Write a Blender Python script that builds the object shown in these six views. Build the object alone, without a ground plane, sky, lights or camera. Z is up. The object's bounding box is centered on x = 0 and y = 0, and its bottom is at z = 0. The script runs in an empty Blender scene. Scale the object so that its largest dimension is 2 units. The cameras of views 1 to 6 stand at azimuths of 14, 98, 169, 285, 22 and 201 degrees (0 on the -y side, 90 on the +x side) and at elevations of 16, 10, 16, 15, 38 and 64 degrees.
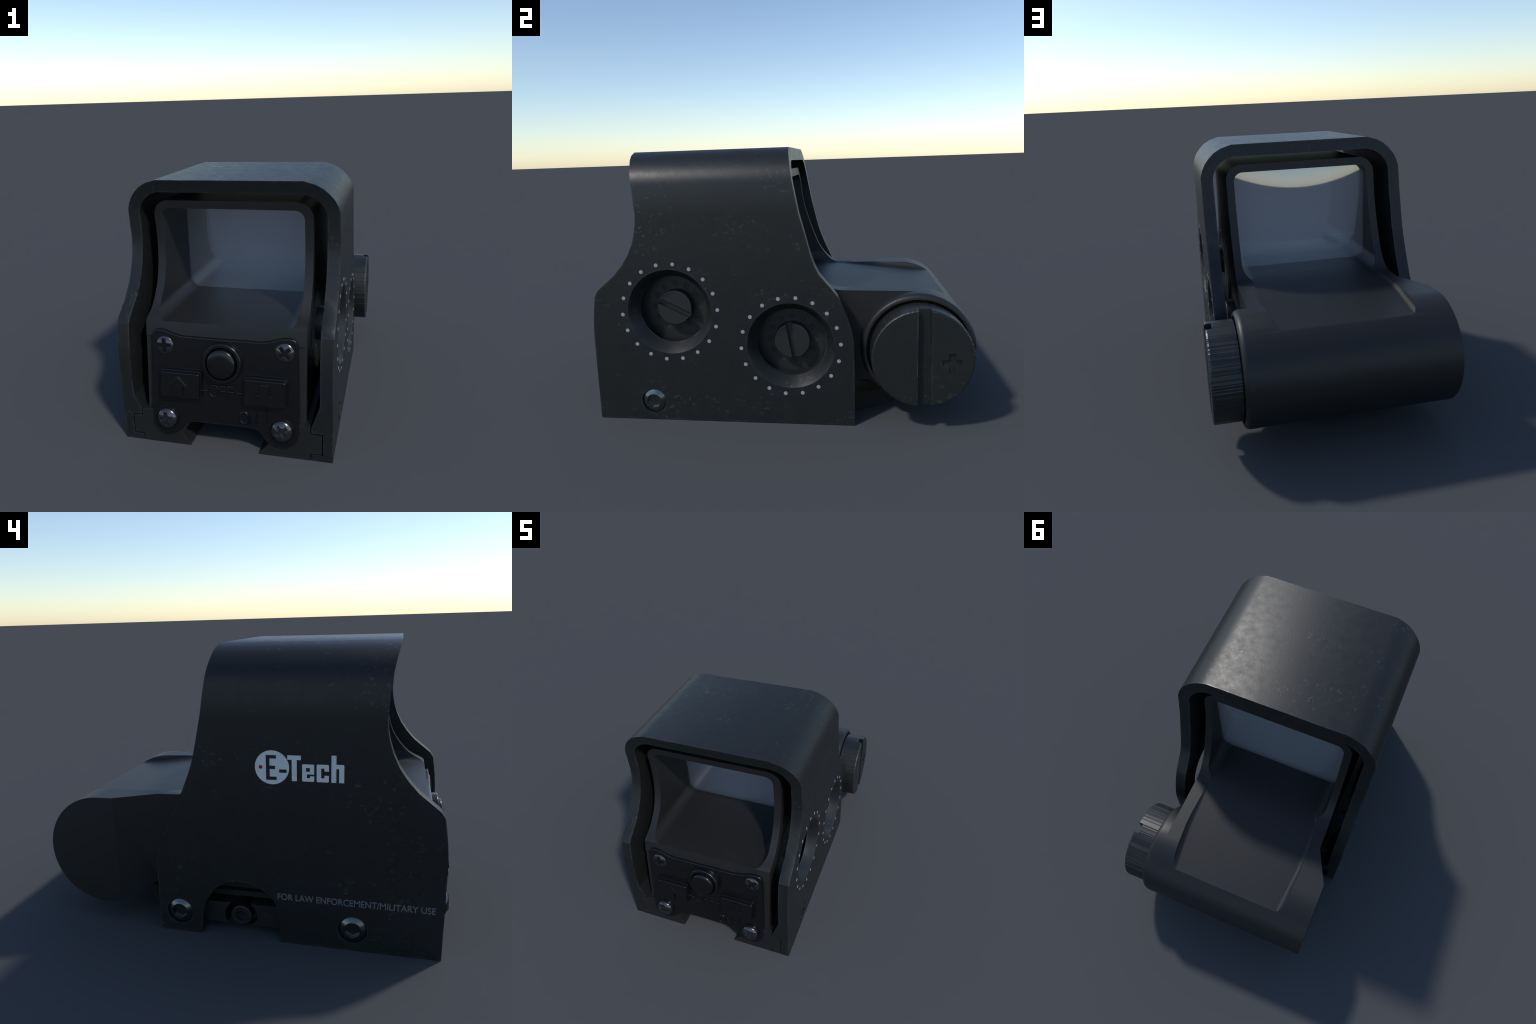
import bpy, bmesh, math, random
from mathutils import Vector, Matrix

random.seed(7)
SC = bpy.context.scene

# ------------------------------------------------------------------ helpers
def interp(tab, v):
    """Smooth monotone (pchip-like) interpolation through (v, value) control points."""
    t = sorted(tab)
    if v <= t[0][0]: return t[0][1]
    if v >= t[-1][0]: return t[-1][1]
    n = len(t)
    d = [(t[i+1][1]-t[i][1])/(t[i+1][0]-t[i][0]) for i in range(n-1)]
    m = [d[0]] + [0 if d[i-1]*d[i] <= 0 else 2*d[i-1]*d[i]/(d[i-1]+d[i]) for i in range(1, n-1)] + [d[-1]]
    for i in range(n-1):
        if v <= t[i+1][0]:
            h = t[i+1][0]-t[i][0]; s = (v-t[i][0])/h
            return ((2*s**3-3*s*s+1)*t[i][1] + (s**3-2*s*s+s)*h*m[i]
                    + (-2*s**3+3*s*s)*t[i+1][1] + (s**3-s*s)*h*m[i+1])

def new_obj(name, verts, faces):
    me = bpy.data.meshes.new(name)
    me.from_pydata([tuple(v) for v in verts], [], faces)
    me.validate()
    bm = bmesh.new(); bm.from_mesh(me)
    bmesh.ops.remove_doubles(bm, verts=bm.verts, dist=1e-5)
    bmesh.ops.recalc_face_normals(bm, faces=bm.faces)
    bm.to_mesh(me); bm.free()
    ob = bpy.data.objects.new(name, me)
    SC.collection.objects.link(ob)
    return ob

def prism(name, poly, lo, hi, axis):
    """Extrude a 2D polygon along an axis. axis x: poly=(y,z); y: (x,z); z: (x,y)."""
    def p(a, b, c):
        return {'x': (c, a, b), 'y': (a, c, b), 'z': (a, b, c)}[axis]
    n = len(poly)
    v = [p(a, b, lo) for a, b in poly] + [p(a, b, hi) for a, b in poly]
    f = [list(range(n))[::-1], list(range(n, 2*n))] + [[i, (i+1) % n, n+(i+1) % n, n+i] for i in range(n)]
    return new_obj(name, v, f)

def box(name, x0, x1, y0, y1, z0, z1):
    return prism(name, [(x0, y0), (x1, y0), (x1, y1), (x0, y1)], z0, z1, 'z')

def lathe(name, prof, centre, axis, seg=64, rad=None):
    """Revolve (along, radius) profile about an axis through centre; ends on the axis are capped."""
    c = Vector(centre); v = []; f = []; n = len(prof)
    ax = {'x': (Vector((1, 0, 0)), Vector((0, 1, 0)), Vector((0, 0, 1))),
          'y': (Vector((0, 1, 0)), Vector((0, 0, 1)), Vector((1, 0, 0))),
          'z': (Vector((0, 0, 1)), Vector((1, 0, 0)), Vector((0, 1, 0)))}[axis]
    for k in range(seg):
        a = 2*math.pi*k/seg
        for (t, r) in prof:
            rr = r*(rad(k) if (rad and r > 0) else 1)
            v.append(c + ax[0]*t + (ax[1]*math.cos(a)+ax[2]*math.sin(a))*rr)
    for k in range(seg):
        q = (k+1) % seg
        for i in range(n-1):
            f.append([k*n+i, q*n+i, q*n+i+1, k*n+i+1])
    if prof[0][1] > 1e-6: f.append([k*n for k in range(seg)])
    if prof[-1][1] > 1e-6: f.append([k*n+n-1 for k in range(seg)])
    # merge axis points, drop degenerate quads
    me = bpy.data.meshes.new(name); bm = bmesh.new()
    bv = [bm.verts.new(p) for p in v]
    for q in f:
        try: bm.faces.new([bv[i] for i in q])
        except ValueError: pass
    bmesh.ops.remove_doubles(bm, verts=bm.verts, dist=1e-6)
    bmesh.ops.recalc_face_normals(bm, faces=bm.faces)
    bm.to_mesh(me); bm.free()
    ob = bpy.data.objects.new(name, me); SC.collection.objects.link(ob)
    return ob

def boolean(ob, cutters, op='DIFFERENCE'):
    for c in (cutters if isinstance(cutters, list) else [cutters]):
        m = ob.modifiers.new('b', 'BOOLEAN'); m.operation = op; m.solver = 'EXACT'; m.object = c
        apply(ob)
        bpy.data.objects.remove(c, do_unlink=True)
    return ob

def apply(ob):
    dg = bpy.context.evaluated_depsgraph_get(); dg.update()
    me = bpy.data.meshes.new_from_object(ob.evaluated_get(dg))
    ob.modifiers.clear(); old = ob.data; nm = old.name
    ob.data = me; bpy.data.meshes.remove(old); me.name = nm

def join(name, obs):
    bm = bmesh.new()
    for o in obs:
        bm.from_mesh(o.data); bpy.data.objects.remove(o, do_unlink=True)
    me = bpy.data.meshes.new(name); bm.to_mesh(me); bm.free()
    ob = bpy.data.objects.new(name, me); SC.collection.objects.link(ob)
    return ob

def finish(ob, mat, bevel=0.0, seg=2, angle=35, smooth=32, parent=None, blended=False):
    bm = bmesh.new(); bm.from_mesh(ob.data)
    bmesh.ops.remove_doubles(bm, verts=bm.verts, dist=2e-5)
    if not blended: bmesh.ops.dissolve_limit(bm, angle_limit=math.radians(0.2), verts=bm.verts, edges=bm.edges)
    bm.to_mesh(ob.data); bm.free()
    if bevel > 0:
        m = ob.modifiers.new('bevel', 'BEVEL'); m.width = bevel; m.segments = seg
        m.limit_method = 'ANGLE'; m.angle_limit = math.radians(angle); m.use_clamp_overlap = True
        m.miter_outer = 'MITER_ARC'
        apply(ob)
    me = ob.data
    me.materials.clear(); me.materials.append(mat)
    for p in me.polygons: p.use_smooth = True
    me.set_sharp_from_angle(angle=math.radians(smooth))
    if not blended:
        m = ob.modifiers.new('wn', 'WEIGHTED_NORMAL'); m.keep_sharp = True; m.weight = 60
        apply(ob)
    if parent: ob.parent = parent
    return ob

def rounded(x0, x1, z0, z1, r, seg=8, rb=None):
    rb = r if rb is None else rb
    out = []
    for cx, cz, a0, rr in ((x1-rb, z0+rb, -90, rb), (x1-r, z1-r, 0, r), (x0+r, z1-r, 90, r), (x0+rb, z0+rb, 180, rb)):
        for k in range(seg+1):
            a = math.radians(a0+90*k/seg); out.append((cx+rr*math.cos(a), cz+rr*math.sin(a)))
    return out

# ------------------------------------------------------------------ materials
def nodes_of(name):
    m = bpy.data.materials.new(name); m.use_nodes = True
    nt = m.node_tree; return m, nt, nt.nodes['Principled BSDF']

def N(nt, kind, **kw):
    n = nt.nodes.new(kind)
    for k, v in kw.items():
        if k in n.inputs.keys(): n.inputs[k].default_value = v
        else: setattr(n, k, v)
    return n

def math_node(nt, op, a, b):
    n = N(nt, 'ShaderNodeMath', operation=op)
    for i, s in enumerate((a, b)):
        if hasattr(s, 'links'): nt.links.new(s, n.inputs[i])
        else: n.inputs[i].default_value = s
    return n.outputs[0]

def ramp(nt, src, a, b):
    n = N(nt, 'ShaderNodeMapRange'); n.interpolation_type = 'SMOOTHSTEP'
    nt.links.new(src, n.inputs[0]); n.inputs[1].default_value = a; n.inputs[2].default_value = b
    return n.outputs[0]

def noise(nt, vec, scale, detail=3, rough=0.55):
    n = N(nt, 'ShaderNodeTexNoise'); n.inputs['Scale'].default_value = scale
    n.inputs['Detail'].default_value = detail; n.inputs['Roughness'].default_value = rough
    nt.links.new(vec, n.inputs['Vector']); return n.outputs['Fac']

def coated_metal(name, base, rough, wear=1.0, edge=0.0, spec=0.5, grain=0.12, streak=(1, 1, 1), mottle=0.06):
    """Dark anodised coat: mottled gloss, clustered scuffs and pale worn edges."""
    m, nt, b = nodes_of(name)
    tc = N(nt, 'ShaderNodeTexCoord')
    mp = N(nt, 'ShaderNodeMapping'); nt.links.new(tc.outputs['Object'], mp.inputs[0]); mp.inputs['Scale'].default_value = streak
    v = mp.outputs[0]
    big = ramp(nt, noise(nt, v, 4.2, 3), 0.50, 0.63)
    mp2 = N(nt, 'ShaderNodeMapping'); nt.links.new(tc.outputs['Object'], mp2.inputs[0])
    mp2.inputs['Scale'].default_value = (1.0, 0.75, 1.0); mp2.inputs['Rotation'].default_value = (0.5, 0.4, 0.3)
    fine = ramp(nt, noise(nt, mp2.outputs[0], 52, 5, 0.70), 0.565, 0.68)
    speck = ramp(nt, noise(nt, v, 95, 2), 0.72, 0.78)
    mp3 = N(nt, 'ShaderNodeMapping'); nt.links.new(tc.outputs['Object'], mp3.inputs[0])
    mp3.inputs['Scale'].default_value = (1.0, 0.35, 1.0); mp3.inputs['Rotation'].default_value = (0.9, 0.2, 0.7)
    line = ramp(nt, noise(nt, mp3.outputs[0], 60, 2, 0.5), 0.66, 0.72)
    big2 = ramp(nt, noise(nt, mp2.outputs[0], 6.0, 2), 0.52, 0.62)
    scuff = math_node(nt, 'MAXIMUM', math_node(nt, 'MULTIPLY', big, fine), math_node(nt, 'MULTIPLY', math_node(nt, 'MULTIPLY', line, big2), 0.45))
    scuff = math_node(nt, 'MULTIPLY', math_node(nt, 'MAXIMUM', scuff, math_node(nt, 'MULTIPLY', math_node(nt, 'MULTIPLY', speck, big), 0.25)), wear)
    if edge > 0:
        bev = N(nt, 'ShaderNodeBevel', samples=4); bev.inputs['Radius'].default_value = 0.015
        geo = N(nt, 'ShaderNodeNewGeometry')
        dot = N(nt, 'ShaderNodeVectorMath', operation='DOT_PRODUCT')
        nt.links.new(bev.outputs[0], dot.inputs[0]); nt.links.new(geo.outputs['True Normal'], dot.inputs[1])
        e = ramp(nt, math_node(nt, 'SUBTRACT', 1.0, dot.outputs['Value']), 0.02, 0.12)
        e = math_node(nt, 'MULTIPLY', e, ramp(nt, noise(nt, v, 14, 4, 0.7), 0.42, 0.62))
        scuff = math_node(nt, 'MAXIMUM', scuff, math_node(nt, 'MULTIPLY', e, edge))
    mot = N(nt, 'ShaderNodeMix', data_type='RGBA')
    mot.inputs[6].default_value = (base[0]*0.88, base[1]*0.88, base[2]*0.88, 1)
    mot.inputs[7].default_value = (base[0]*1.14, base[1]*1.14, base[2]*1.14, 1)
    nt.links.new(noise(nt, v, 9, 5, 0.65), mot.inputs[0])
    mix = N(nt, 'ShaderNodeMix', data_type='RGBA')
    nt.links.new(mot.outputs[2], mix.inputs[6]); mix.inputs[7].default_value = (0.085, 0.09, 0.092, 1)
    nt.links.new(math_node(nt, 'MULTIPLY', scuff, 0.55), mix.inputs[0])
    nt.links.new(mix.outputs[2], b.inputs['Base Color'])
    r = math_node(nt, 'ADD', rough-mottle, math_node(nt, 'MULTIPLY', noise(nt, v, 22, 4, 0.6), 2*mottle))
    nt.links.new(math_node(nt, 'SUBTRACT', r, math_node(nt, 'MULTIPLY', scuff, 0.14)), b.inputs['Roughness'])
    b.inputs['Specular IOR Level'].default_value = spec
    h = math_node(nt, 'ADD', math_node(nt, 'MULTIPLY', noise(nt, v, 120, 3), 0.5), math_node(nt, 'MULTIPLY', scuff, -0.8))
    bp = N(nt, 'ShaderNodeBump'); bp.inputs['Strength'].default_value = grain; bp.inputs['Distance'].default_value = 0.004
    nt.links.new(h, bp.inputs['Height']); nt.links.new(bp.outputs[0], b.inputs['Normal'])
    return m

def plain(name, col, rough, metal=0.0, spec=0.5):
    m, nt, b = nodes_of(name)
    tc = N(nt, 'ShaderNodeTexCoord')
    mix = N(nt, 'ShaderNodeMix', data_type='RGBA')
    mix.inputs[6].default_value = tuple(c*0.9 for c in col)+(1,); mix.inputs[7].default_value = tuple(c*1.08 for c in col)+(1,)
    nt.links.new(noise(nt, tc.outputs['Object'], 30, 4), mix.inputs[0]); nt.links.new(mix.outputs[2], b.inputs['Base Color'])
    b.inputs['Roughness'].default_value = rough; b.inputs['Metallic'].default_value = metal
    b.inputs['Specular IOR Level'].default_value = spec
    return m

M_HOOD = coated_metal('hood_coat', (0.0115, 0.0128, 0.0132), 0.42, wear=1.0, edge=0.8, mottle=.11, spec=0.39)
M_BODY = coated_metal('body_coat', (0.0145, 0.0145, 0.0150), 0.47, wear=0.06, edge=0.12, grain=0.12, streak=(1, 0.35, 1), mottle=0.03, spec=0.40)
M_BASE = coated_metal('base_coat', (0.0115, 0.0120, 0.0122), 0.42, wear=0.6, edge=0.5)
M_PANEL = coated_metal('panel_rubber', (0.0042, 0.0044, 0.0052), 0.25, wear=0.0, grain=0.04, mottle=0.05, edge=0.0)
M_CAP = coated_metal('cap_coat', (0.0120, 0.0130, 0.0130), 0.40, wear=0.8, edge=0.8)
M_DIAL = coated_metal('dial_coat', (0.0165, 0.0168, 0.0170), 0.45, wear=0.3, edge=0.3)
M_SCREW = plain('screw_steel', (0.10, 0.104, 0.112), 0.22, metal=0.9)
M_BOLT = plain('socket_screw_steel', (0.135, 0.15, 0.152), 0.22, metal=0.95)
M_WHITE = plain('white_print', (0.66, 0.68, 0.70), 0.55)
M_DOT = plain('dot_print', (0.28, 0.295, 0.32), 0.55)
M_GREY = plain('grey_print', (0.13, 0.138, 0.155), 0.55)
M_BLACK = plain('black_print_and_hole_shade', (0.006, 0.006, 0.006), 0.6)
M_RED = plain('red_print', (0.25, 0.004, 0.004), 0.5)

def glass_material():
    m, nt, b = nodes_of('coated_glass')
    b.inputs['Base Color'].default_value = (0.78, 0.81, 0.87, 1)
    b.inputs['Metallic'].default_value = 0.72; b.inputs['Roughness'].default_value = 0.03
    tr = N(nt, 'ShaderNodeBsdfTransparent'); mx = N(nt, 'ShaderNodeMixShader')
    lw = N(nt, 'ShaderNodeFresnel'); lw.inputs['IOR'].default_value = 1.5
    nt.links.new(math_node(nt, 'ADD', 0.40, math_node(nt, 'MULTIPLY', lw.outputs[0], 0.4)), mx.inputs[0])
    tr.inputs[0].default_value = (0.93, 0.96, 1.0, 1)
    nt.links.new(tr.outputs[0], mx.inputs[1]); nt.links.new(b.outputs[0], mx.inputs[2])
    nt.links.new(mx.outputs[0], nt.nodes['Material Output'].inputs['Surface'])
    return m
M_GLASS = glass_material()

# ------------------------------------------------------------------ root
root = bpy.data.objects.new('holographic_sight', None)
SC.collection.objects.link(root)
root['label'] = 'black boxy holographic gun sight with hood and glass window'
root['category'] = 'gun sight'

# ------------------------------------------------------------------ hood
XR, XL, ZT = 0.536, -0.607, 1.403
FRONT = [(0, -.956), (.45, -.959), (.673, -.937), (.778, -.826), (.885, -.743), (.995, -.701), (1.09, -.688),
         (1.17, -.691), (1.24, -.700), (1.32, -.714), (1.403, -.736)]
REAR_R = [(0, .397), (.427, .395), (.512, .382), (.581, .357), (.659, .323), (.732, .268), (.794, .219), (.887, .185),
          (.979, .161), (1.08, .134), (1.16, .117), (1.249, .103), (1.327, .091), (1.403, .078)]
REAR_L = [(0, .399), (.367, .395), (.447, .379), (.613, .298), (.742, .237), (.877, .183), (.979, .157),
          (1.08, .134), (1.16, .117), (1.249, .103), (1.327, .091), (1.403, .078)]

def hood_section():
    """Matched (outer, inner) pairs in x-z running up the right plate, over the top, down the left."""
    R, t = 0.18, 0.066
    lv = [(0, 'in'), (.033, 'in'), (.0335, 'slot'), (.157, 'slot'), (.1575, 'in'), (.19, 'in')]
    zs = [.40, .45, .50, .56, .62, .66, .673, .70, .73, .778, .83, .885, .94, .995, 1.04, 1.09]
    def side(s):
        xo = XR if s > 0 else XL
        xw = {'in': .4265 if s > 0 else -.5035, 'slot': .486 if s > 0 else -.558, 'wall': .470 if s > 0 else -.542}
        pr = [((xo, z), (xw[k], z)) for z, k in lv] + [((xo, zz), (xw['wall'], zz)) for zz in ((.312,) if s > 0 else (.268,))] + [((xo, z), (xw['wall'], z)) for z in zs]
        # flattened corner: offsets in from the side and down from the top
        for a, b in ((0, .168), (.011, .131), (.027, .099), (.052, .068), (.082, .040), (.122, .0175), (.181, 0)):
            q = .118/.181
            pr.append(((xo-s*a, ZT-b), (xw['wall']-s*a*q, ZT-t-b*q)))
        return pr
    a = side(1); b = side(-1)
    return a, b

def build_hood():
    a, b = hood_section()
    pairs = a + b[::-1]
    na = len(a); v = []; f = []
    for i, (o, n) in enumerate(pairs):
        rear = REAR_R if i < na else REAR_L
        for (x, z) in (o, n):
            fy = interp(FRONT, z); ry = interp(rear, z)
            v += [(x, fy, z), (x, ry, z)]
    # per pair: 0 outer-front 1 outer-rear 2 inner-front 3 inner-rear
    for i in range(len(pairs)-1):
        p, q = 4*i, 4*(i+1)
        f += [[p, q, q+1, p+1], [p+2, p+3, q+3, q+2], [p, p+2, q+2, q], [p+1, q+1, q+3, p+3]]
    e = 4*(len(pairs)-1)
    f += [[0, 1, 3, 2], [e, e+2, e+3, e+1]]
    return new_obj('hood', v, f)

hood = build_hood()
DIALS = [(-.540, .589), (.079, .415)]
for (y, z) in DIALS:
    boolean(hood, lathe('cut', [(.40, .172), (.470, .178), (.537, .2225), (.60, .264)], (0, y, z), 'x', 48))
# arched window in the left plate that gives access to the clamp bolt
ARCH = [(.179, -.05), (.176, .05), (.166, .125), (.148, .18), (.104, .247), (.052, .282), (-.003, .296), (-.05, .295), (-.093, .285),
        (-.135, .266), (-.171, .239), (-.195, .205), (-.212, .16), (-.221, .09), (-.221, -.05)]
boolean(hood, prism('cut', ARCH, -.75, -.46, 'x'))
SIDE_SCREWS = [(XR, -.655, .102, 1), (XL, .290, .108, -1), (XL, -.561, .104, -1)]
for (x, y, z, s) in SIDE_SCREWS:
    boolean(hood, lathe('cut', [(-.016, .066), (.02, .066)], (x, y, z), 'x', 36))
finish(hood, M_HOOD, bevel=.0050, seg=2, angle=40, smooth=19, parent=root, blended=True)
# keep the two side plates dead flat in shading; only the rounded top corners blend into them
def flatten_plates(me):
    bm = bmesh.new(); bm.from_mesh(me)
    for e in bm.edges:
        if len(e.link_faces) == 2 and max(v.co.z for v in e.verts) < 1.2:
            flat = [abs(f.normal.x) > .9995 for f in e.link_faces]
            if flat[0] != flat[1]: e.smooth = False
    bm.to_mesh(me); bm.free()
flatten_plates(hood.data)

# ------------------------------------------------------------------ housing
HX0, HX1, HT = -.467, .395, 1.289
H_FRONT = [(.12, -.940), (.19, -.932), (.680, -.880), (.705, -.833), (.731, -.79), (.783, -.742), (.852, -.699), (.943, -.672),
           (1.05, -.662), (1.15, -.667), (1.22, -.677), (1.289, -.692)]
H_REAR = [(.60, .36), (.664, .335), (.672, .315), (.687, .272), (.722, .232), (.778, .191), (.85, .159), (.925, .132), (1.077, .088), (1.20, .072), (1.289, .060)]
TUBE_Y, TUBE_Z, TUBE_R = .7148, .381, .2852

def build_upper():
    r = .085; v = []; f = []
    path = [(HX1, z) for z in (.60, .64, .664, .672, .68, .692, .705, .718, .731, .755, .783, .815, .852, .895, .943, 1.0, 1.05, 1.10, 1.15)]
    n = 8
    path += [(HX1-r+r*math.cos(math.radians(90*k/n)), HT-r+r*math.sin(math.radians(90*k/n))) for k in range(n+1)]
    path += [(HX0+HX1-x, z) for x, z in path[::-1]]
    for (x, z) in path:
        # front edge is rolled back slightly at the very top
        v += [(x, interp(H_FRONT, z), z), (x, interp(H_REAR, z), z)]
    m = len(path)
    for i in range(m-1):
        f.append([2*i, 2*i+2, 2*i+3, 2*i+1])
    for i in range(m//2):
        j = m-1-i
        if i+1 < j-1 or i+1 == j-1:
            k = i+1; l = j-1
            if k < l:
                f.append([2*i, 2*j, 2*l, 2*k]); f.append([2*i+1, 2*k+1, 2*l+1, 2*j+1])
    e = m-1
    f.append([0, 1, 2*e+1, 2*e])
    return new_obj('housing', v, f)

housing = build_upper()
DECK = .6695
low = [(interp(H_FRONT, .19), .19), (-.9055, .44), (interp(H_FRONT, .6725), .6725)]
low = [(-.932, .19), (-.8795, .680), (.20, .680), (.335, .671), (.40, DECK), (TUBE_Y, .6660), (TUBE_Y+.12, .55), (TUBE_Y+.1, .2), (TUBE_Y, .0955), (.634, .1005), (.58, .129), (.53, .160), (.48, .188), (.45, .19)]
body = prism('low', low, -.569, HX1+.0007, 'x')
boolean(body, prism('cut', [(-1.2, -.4677), (.405, -.4677), (.633, -.5695), (.633, -.8), (-1.2, -.8)], -.2, 1.0, 'z') if False else
        prism('cut', [(-.4677, -1.2), (-.8, -1.2), (-.8, .633), (-.5695, .633), (-.4677, .43)], -.2, 1.0, 'z'))
tube = lathe('tube', [(-.5695, TUBE_R), (.436, TUBE_R), (.452, TUBE_R-.004), (.461, TUBE_R-.012), (.464, TUBE_R-.020), (.464, .258)], (0, TUBE_Y, TUBE_Z), 'x', 72)
boolean(tube, lathe('cut', [(.34, .2575), (.60, .2575)], (0, TUBE_Y, TUBE_Z), 'x', 72))
# the round tube is kept only behind the flat end on the left
boolean(tube, prism('cut', [(-.4677, .2), (-.8, .2), (-.8, .6332), (-.5693, .6332), (-.4677, .43)], -.2, 1.0, 'z'))
boolean(housing, [body, tube], 'UNION')
boolean(housing, prism('cut', rounded(-.424, .352, .6795, 1.246, .05, 8, .065), -1.3, .40, 'y'))
# sunken sloping floor of the deck
floor = [(-.3985+.0, 0)]
wz = lambda y: .6705-(y-.33)*(.0480/.52)
W = .0
def recess():
    yf, yr = .31, 1.0
    xl0, xl1 = -.428, -.366
    xr0, xr1 = .345, .264
    v = []; s = .030
    rows = ((.20, .6800, -.335, .265), (.33, .6680, -.385, .305), (.60, .6440, -.388, .294), (.855, .6220, xl1, xr1), (yr, .611, xl1+.01, xr1-.01))
    for (y, z, a, b) in rows:
        v += [(a, y, z), (b, y, z), (b+.016, y, z+.005), (b+.028, y, z+.018), (b+.040, y, z+.07), (a-.040, y, z+.07), (a-.028, y, z+.018), (a-.016, y, z+.005)]
    c = 8; n = c*(len(rows)-1)
    f = [list(range(c)), list(range(n, n+c))[::-1]]
    for k in range(0, n, c):
        for i in range(c):
            j = (i+1) % c
            f.append([k+i, k+j, k+c+j, k+c+i])
    return new_obj('cut', v, f)
boolean(housing, recess())
finish(housing, M_BODY, bevel=.006, seg=3, angle=32, smooth=35, parent=root)

# ------------------------------------------------------------------ battery cap
rc = [1 + random.choice((0, .002, .004, .006, .008)) - .004 for _ in range(300)]
cap = lathe('battery_cap', [(.345, .205), (.464, .205), (.466, .2405), (.469, .2425), (.598, .2425), (.604, .2395), (.607, .2345)], (0, TUBE_Y+.003, TUBE_Z+.002), 'x', 300, lambda k: rc[k])
cy, cz = TUBE_Y+.003, TUBE_Z+.002
boolean(cap, box('cut', .574, .70, cy+.008-.031, cy+.008+.031, cz-.4, cz+.4))
for (hy, hz) in ((.046, .016), (.016, .047)):
    boolean(cap, box('cut', .5955, .70, .852-hy, .852+hy, .367-hz, .367+hz))
finish(cap, M_CAP, bevel=.0025, seg=2, angle=60, smooth=25, parent=root)

# ------------------------------------------------------------------ glass panes
def pane(name, y, facing, arch):
    x0, x1, z0, z1 = -.434, .362, .670, 1.256
    nx, nz = 24, 20
    out = rounded(x0, x1, z0, z1, .049, 6, .064)
    ob = prism(name, out, y-.006, y+.006, 'y')
    me = ob.data
    bm = bmesh.new(); bm.from_mesh(me)
    # cut the two broad faces into a fine grid so that the slightly domed shading varies smoothly
    for k in range(1, nx):
        bmesh.ops.bisect_plane(bm, geom=bm.verts[:]+bm.edges[:]+bm.faces[:], plane_co=(x0+(x1-x0)*k/nx, 0, 0), plane_no=(1, 0, 0))
    for k in range(1, nz):
        bmesh.ops.bisect_plane(bm, geom=bm.verts[:]+bm.edges[:]+bm.faces[:], plane_co=(0, 0, z0+(z1-z0)*k/nz), plane_no=(0, 0, 1))
    bm.to_mesh(me); bm.free()
    me.materials.append(M_GLASS)
    if arch:
        nor = []
        for v in me.vertices:
            s = 2*(v.co.x-x0)/(x1-x0)-1; t = (z1-v.co.z)/(z1-z0)
            tilt = max(0.0, (4.25 if facing > 0 else 3.9)+6.5*(.23*(1-(s/.9)**2)-t))
            a = math.radians(min(tilt, 14)); sg = 1 if v.co.y > y else -1
            nor.append(Vector((0, sg*math.cos(a), math.sin(a) if sg == facing else 0)).normalized())
        for p in me.polygons: p.use_smooth = True
        me.normals_split_custom_set_from_vertices(nor)
    ob.parent = root
    return ob
pane('window_glass', -.305, -1, True)
pane('window_glass', .010, 1, True)

# ------------------------------------------------------------------ mounting base
CH = [(-.498, 0), (-.227, 0), (-.272, .066), (-.226, .138), (-.18, .1465), (.118, .1465), (.152, .136), (.203, .064), (.147, 0),
      (.421, 0), (.421, .19), (.37, .197), (-.44, .197), (-.498, .19)]
base = prism('mounting_base', [(x, z+.0005) for x, z in CH], -.957, .605, 'y')
boolean(base, lathe('cut', [(-1, .30), (1, .30)], (0, .492, .390), 'x', 64))
boolean(base, prism('cut', [(.423, .30), (.40, .33), (.357, .40), (.256, .573), (.235, .62), (.6, .62), (.6, .30)], -.2, .5, 'z'))
boolean(base, prism('cut', [(-.50, .30), (-.44, .41), (-.353, .522), (-.287, .597), (-.27, .62), (-.7, .62), (-.7, .30)], -.2, .5, 'z'))
boolean(base, box('cut', -.60, -.468, -.35, .32, .104, .165))
# keys that lock into the slots of the hood plates
for x0, x1 in ((-.552, -.49), (.41, .480)):
    boolean(base, box('key', x0, x1, -.9574, .30, .0400, .1500), 'UNION')
boolean(base, lathe('cut', [(-.70, .083), (-.430, .083)], (0, -.010, .083), 'x', 40))
finish(base, M_BASE, bevel=.004, seg=2, angle=35, parent=root)

def hex_prism(cx, cy, cz, r, x0, x1):
    return prism('cut', [(cy+r*math.cos(math.radians(60*k+30)), cz+r*math.sin(math.radians(60*k+30))) for k in range(6)], x0, x1, 'x')
bolt = lathe('clamp_bolt', [(-.45, .053), (-.541, .055), (-.549, .052), (-.552, .047)], (0, -.010, .083), 'x', 40)
boolean(bolt, hex_prism(0, -.010, .083, .032, -.60, -.530))
finish(bolt, M_BASE, bevel=.002, parent=root)

# ------------------------------------------------------------------ countersunk socket screws in the side plates
sk = lathe('socket_screw', [(-.013, 0), (-.013, .064), (-.009, .064), (-.006, .062), (.0045, .041), (.005, .039), (.005, 0)], (0, 0, 0), 'x', 40)
boolean(sk, prism('cut', [(.037*math.cos(math.radians(60*k+25)), .037*math.sin(math.radians(60*k+25))) for k in range(6)], -.010, .05, 'x'))
finish(sk, M_BOLT, bevel=.0015, parent=root)
proto = sk
for i, (x, y, z, s) in enumerate(SIDE_SCREWS):
    o = proto if i == 0 else proto.copy()
    if i: SC.collection.objects.link(o)
    o.location = (x, y, z); o.rotation_euler = (random.uniform(-.2, .2), 0, 0 if s > 0 else math.pi)

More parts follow.
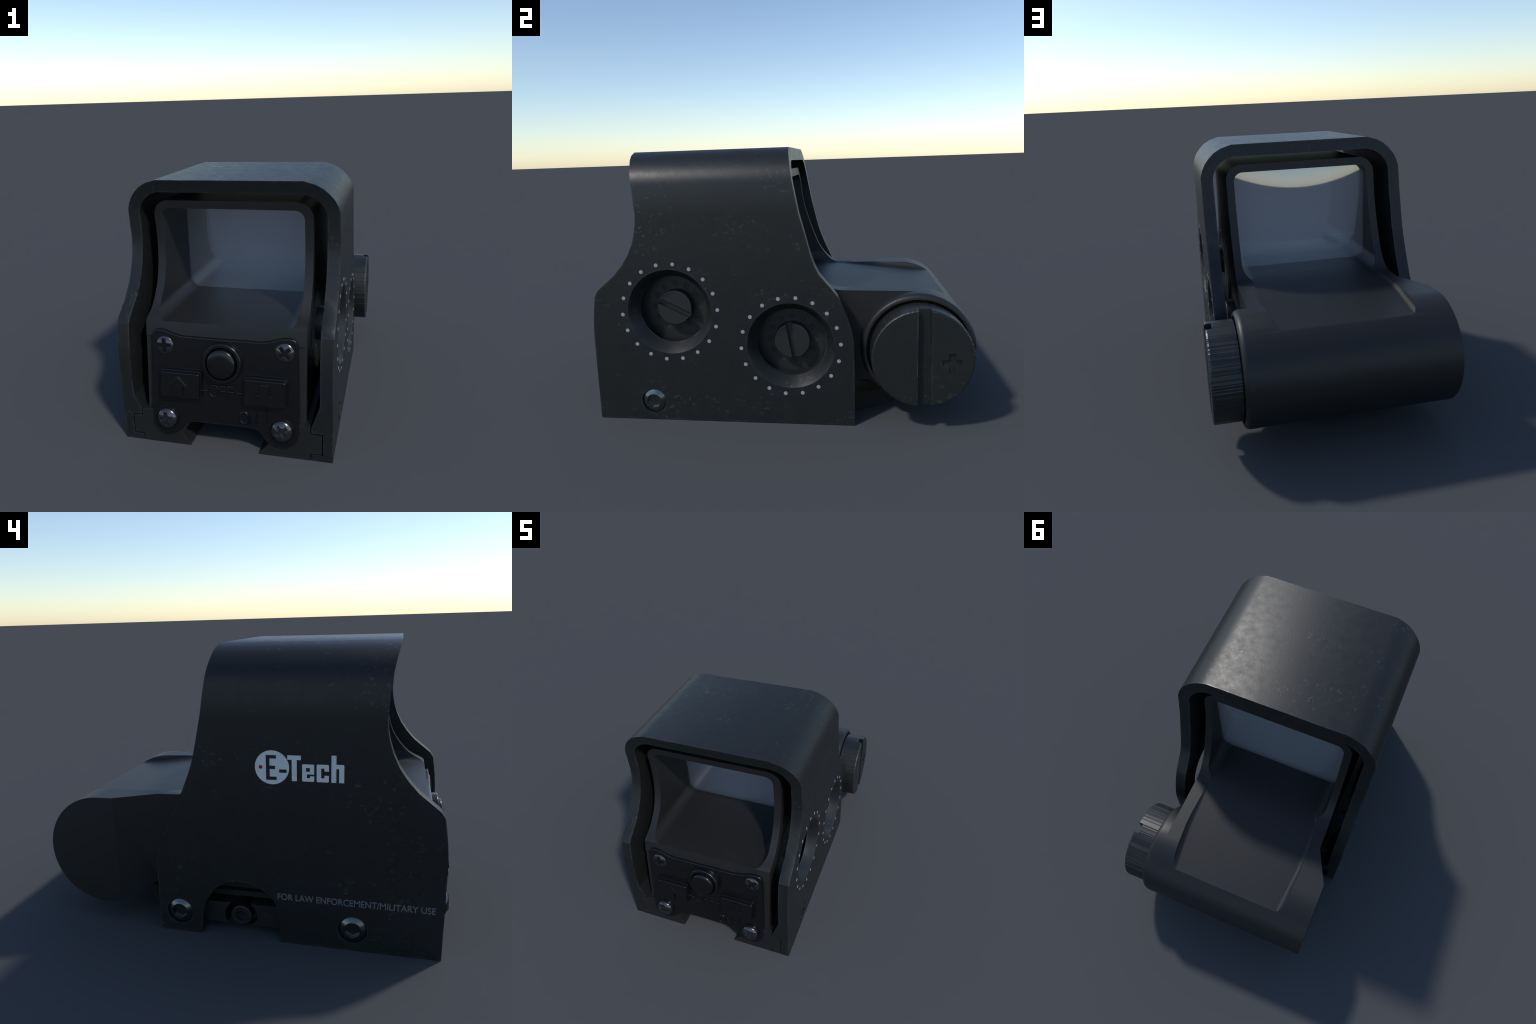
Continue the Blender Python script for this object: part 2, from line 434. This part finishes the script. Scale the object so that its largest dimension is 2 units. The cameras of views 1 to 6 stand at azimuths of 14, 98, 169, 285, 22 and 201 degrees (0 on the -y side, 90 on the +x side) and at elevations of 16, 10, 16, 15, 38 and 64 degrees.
# ------------------------------------------------------------------ dials, knobs, index dots
for i, (y, z) in enumerate(DIALS):
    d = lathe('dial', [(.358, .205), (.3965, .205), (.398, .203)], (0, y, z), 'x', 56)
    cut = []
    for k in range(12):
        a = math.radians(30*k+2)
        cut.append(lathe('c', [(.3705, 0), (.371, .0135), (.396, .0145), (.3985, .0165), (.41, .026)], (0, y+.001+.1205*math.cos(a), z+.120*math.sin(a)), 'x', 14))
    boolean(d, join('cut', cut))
    finish(d, M_DIAL, bevel=0, smooth=30, parent=root)
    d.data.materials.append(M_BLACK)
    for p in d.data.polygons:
        if .36 < p.center.x < .3958 and math.hypot(p.center.y-y, p.center.z-z) < .15: p.material_index = 1  # inner hole faces coloured black: painted shade that makes the holes read darker
    kb = lathe('dial_knob', [(.385, .0935), (.444, .0935), (.450, .091), (.452, .087)], (0, y, z), 'x', 48)
    ang = math.radians((-26, -80)[i])
    sl = box('cut', .430, .60, -.3, .3, -.0165, .0165)
    sl.data.transform(Matrix.Translation((0, y, z)) @ Matrix.Rotation(ang, 4, 'X'))
    boolean(kb, sl)
    finish(kb, M_DIAL, bevel=.003, seg=2, angle=40, parent=d)

dot = lathe('index_dot', [(-.004, .0098), (.0010, .0098), (.0013, .008)], (0, 0, 0), 'x', 16)
finish(dot, M_DOT, parent=root)
first = True
for (y, z) in DIALS:
    for k in range(18):
        a = math.radians(3+20*k)
        o = dot if first else dot.copy()
        if not first: SC.collection.objects.link(o)
        first = False
        o.location = (XR, y+.252*math.cos(a), z-.001+.252*math.sin(a))

# ------------------------------------------------------------------ control panel on the slanted front
def yp(z): return -.902-(.648-z)*.134
def on_panel(ob):
    """Map local (x, -height, z) onto the slanted panel plane."""
    for v in ob.data.vertices: v.co.y += yp(v.co.z)
    return ob
OUT = [(-.433, .610), (-.424, .630), (-.408, .640), (-.388, .643), (-.36, .640), (-.318, .626), (-.285, .617), (-.250, .6125), (.155, .6125), (.204, .619), (.248, .633),
       (.280, .641), (.312, .643), (.338, .636), (.352, .618), (.360, .40), (.364, .150), (.358, .118), (.341, .092), (.320, .080), (.297, .074), (.253, .078), (.230, .088), (.213, .101),
       (.190, .127), (.172, .142), (.152, .152), (.122, .159), (-.175, .159), (-.205, .154), (-.228, .143), (-.253, .122), (-.277, .099), (-.301, .084),
       (-.338, .074), (-.366, .077), (-.388, .086), (-.410, .104), (-.425, .126), (-.431, .157)]
panel = prism('control_panel', OUT, -.001, .05, 'y')
on_panel(panel)
finish(panel, M_PANEL, bevel=.006, seg=3, angle=40, parent=root)

ring = lathe('button_bezel', [(.01, .106), (-.027, .106), (-.032, .103), (-.033, .099), (-.033, .086), (-.024, .081), (.01, .081)], (-.036, 0, .498), 'y', 48)
finish(on_panel(ring), M_PANEL, smooth=50, parent=root)
btn = lathe('power_button', [(.01, .077), (-.041, .0765), (-.047, .073), (-.051, .065), (-.0525, .045), (-.053, 0)], (-.036, 0, .500), 'y', 48)
finish(on_panel(btn), M_PANEL, smooth=50, parent=root)

def arrow(cx, cz, s):
    p = [(-.052, .0), (0, .052), (.052, .0), (.026, .0), (.026, -.056), (-.026, -.056), (-.026, .0)]
    return [(cx+x, cz+s*z) for x, z in (p if s > 0 else p[::-1])]
for (x0, x1, z0, z1, ax, az, s) in ((-.369, -.156, .299, .433, -.271, .366, 1), (.086, .300, .298, .432, .194, .361, -1)):
    kb = prism('arrow_button', rounded(x0, x1, z0, z1, .010, 4), -.0385, .01, 'y')
    finish(on_panel(kb), M_PANEL, bevel=.004, seg=3, angle=50, parent=root)
    fr = prism('button_frame', rounded(x0-.006, x1+.006, z0-.006, z1+.006, .014, 4), -.020, .01, 'y')
    finish(on_panel(fr), M_PANEL, bevel=.003, seg=2, angle=50, parent=kb)
    aw = prism('arrow_mark', arrow(ax, az, s), -.0480, -.01, 'y')
    finish(on_panel(aw), M_PANEL, bevel=.003, seg=2, angle=30, parent=kb)

def strokes(name, lines, r):
    """Raised single-line lettering swept as a rounded bead, sunk half into the panel."""
    cu = bpy.data.curves.new(name, 'CURVE'); cu.dimensions = '3D'; cu.bevel_depth = r; cu.bevel_resolution = 2; cu.use_fill_caps = True
    for ln in lines:
        sp = cu.splines.new('POLY'); sp.points.add(len(ln)-1)
        for p, (x, z) in zip(sp.points, ln): p.co = (x, -.0025, z, 1)
    ob = bpy.data.objects.new(name, cu); SC.collection.objects.link(ob)
    dg = bpy.context.evaluated_depsgraph_get(); me = bpy.data.meshes.new_from_object(ob.evaluated_get(dg))
    bpy.data.objects.remove(ob, do_unlink=True)
    ob = bpy.data.objects.new(name, me); SC.collection.objects.link(ob)
    finish(on_panel(ob), M_PANEL, smooth=60, parent=root)
def letter_o(x, z, w, h):
    return [(x+w*.3, z), (x+w*.7, z), (x+w, z+h*.2), (x+w, z+h*.8), (x+w*.7, z+h), (x+w*.3, z+h), (x, z+h*.8), (x, z+h*.2), (x+w*.3, z)]
def letter_f(x, z, w, h): return [[(x, z), (x, z+h), (x+w, z+h)], [(x, z+h*.52), (x+w*.85, z+h*.52)]]
strokes('off_lettering', [letter_o(-.106, .307, .042, .060), *letter_f(-.047, .307, .032, .060), *letter_f(-.005, .307, .032, .060),
                          [(-.149, .334), (-.117, .334)], [(.037, .338), (.068, .338)]], .0052)
strokes('on_lettering', [letter_o(.058, .180, .040, .058), [(.109, .181), (.109, .240), (.147, .181), (.147, .240)], [(.166, .210), (.196, .210), (.196, .268)]], .0052)

# cross-head panel screws
ps = lathe('panel_screw', [(-.035, .055), (.004, .0565), (.012, .053), (.019, .043), (.0235, .028), (.0248, .010), (.025, 0)], (0, 0, 0), 'z', 40)
for r in (0, math.pi/2):
    c = box('cut', -.037, .037, -.0105, .0105, .009, .06); c.data.transform(Matrix.Rotation(r, 4, 'Z')); boolean(ps, c)
finish(ps, M_SCREW, bevel=.003, seg=2, angle=35, smooth=50, parent=root)
collar = lathe('screw_seat', [(-.02, .0635), (.003, .0635), (.0045, .062), (.0045, .0585), (.001, .057), (-.02, .057)], (0, 0, 0), 'z', 40)
finish(collar, M_PANEL, smooth=50, parent=ps)
nrm = Vector((0, -1, .134)).normalized()
q = nrm.to_track_quat('Z', 'Y').to_matrix().to_4x4()
for i, (x, z, h, rot) in enumerate(((-.358, .559, -.014, 4), (.286, .569, -.014, 40), (-.346, .163, .0075, 8), (.278, .164, .0075, 38))):
    o = ps if i == 0 else ps.copy(); c = collar if i == 0 else collar.copy()
    if i:
        SC.collection.objects.link(o); SC.collection.objects.link(c); c.parent = o
    o.matrix_world = Matrix.Translation(Vector((x, yp(z), z))+nrm*h) @ q @ Matrix.Rotation(math.radians(rot), 4, 'Z')

# ------------------------------------------------------------------ markings on the left plate
def left_print(name, polys, mat, h=.0012, sink=.004, parent=root):
    """Thin raised print on the left plate; polygons are (right, up) offsets as seen from that side."""
    obs = [prism(name, [(-a, b) for a, b in p], XL-h, XL+sink, 'x') for p in polys]
    ob = join(name, obs) if len(obs) > 1 else obs[0]
    ob.name = name
    return finish(ob, mat, parent=parent)
def rect(x0, x1, z0, z1): return [(x0, z0), (x1, z0), (x1, z1), (x0, z1)]
LY, LZ = .196, .869
disc = left_print('logo_disc', [[(LY+.0775*math.cos(2*math.pi*k/48), LZ+.0775*math.sin(2*math.pi*k/48)) for k in range(48)]], M_WHITE)
ex, ez = LY-.0265, LZ-.057
left_print('logo_letter', [[(ex, ez), (ex+.047, ez), (ex+.047, ez+.015), (ex+.016, ez+.015), (ex+.016, ez+.050), (ex+.041, ez+.050), (ex+.041, ez+.065),
           (ex+.016, ez+.065), (ex+.016, ez+.098), (ex+.046, ez+.098), (ex+.046, ez+.113), (ex, ez+.113)],
           rect(LY+.033, LY+.066, LZ-.022, LZ-.0075)], M_BLACK, h=.0022)
left_print('logo_spot', [[(LY-.051+.0085*math.cos(2*math.pi*k/16), LZ+.0005+.0085*math.sin(2*math.pi*k/16)) for k in range(16)]], M_RED, h=.0022)
b0 = .8105; k = .0001937
def gx(p): return LY+(p-525)*k
left_print('logo_wordmark', [
    [(gx(985), b0), (gx(1100), b0), (gx(1100), b0+.096), (gx(1195), b0+.096), (gx(1195), b0+.116), (gx(885), b0+.116), (gx(885), b0+.096), (gx(985), b0+.096)],
    [(gx(1235), b0), (gx(1480), b0), (gx(1495), b0+.004), (gx(1495), b0+.025), (gx(1400), b0+.025), (gx(1400), b0+.016), (gx(1330), b0+.016), (gx(1330), b0+.033),
     (gx(1495), b0+.033), (gx(1495), b0+.074), (gx(1480), b0+.078), (gx(1240), b0+.078), (gx(1222), b0+.074), (gx(1222), b0+.046), (gx(1312), b0+.046), (gx(1312), b0+.062), (gx(1398), b0+.062), (gx(1398), b0+.0452), (gx(1222), b0+.0452), (gx(1222), b0+.004)],
    [(gx(1565), b0), (gx(1810), b0), (gx(1825), b0+.004), (gx(1825), b0+.030), (gx(1725), b0+.030), (gx(1725), b0+.018), (gx(1652), b0+.018), (gx(1652), b0+.062),
     (gx(1725), b0+.062), (gx(1725), b0+.049), (gx(1825), b0+.049), (gx(1825), b0+.074), (gx(1810), b0+.079), (gx(1565), b0+.079), (gx(1550), b0+.074), (gx(1550), b0+.004)],
    [(gx(1880), b0), (gx(1990), b0), (gx(1990), b0+.062), (gx(2052), b0+.062), (gx(2052), b0), (gx(2165), b0), (gx(2165), b0+.076), (gx(2150), b0+.081), (gx(1990), b0+.081), (gx(1990), b0+.121), (gx(1880), b0+.121)],
], M_WHITE)

fc = bpy.data.curves.new('t', 'FONT'); fc.body = 'FOR LAW ENFORCEMENT/MILITARY USE'; fc.size = .05; fc.extrude = .0015; fc.offset = .0006
fo = bpy.data.objects.new('t', fc); SC.collection.objects.link(fo)
dg = bpy.context.evaluated_depsgraph_get(); me = bpy.data.meshes.new_from_object(fo.evaluated_get(dg)); bpy.data.objects.remove(fo, do_unlink=True)
xs = [v.co.x for v in me.vertices]; ys = [v.co.y for v in me.vertices]
caps = [y for y in ys]
sx = .711/(max(xs)-min(xs)); sz = .033/(max(ys)-min(ys))
for v in me.vertices:
    a, b, c = v.co
    v.co = (XL+.0004-c, -.2105-(a-min(xs))*sx, .2245+(b-min(ys))*sz)
me.name = 'side_lettering'
tx = bpy.data.objects.new('side_lettering', me); SC.collection.objects.link(tx)
me.materials.append(M_GREY); tx.parent = root

# ------------------------------------------------------------------ tidy
bpy.context.view_layer.update()
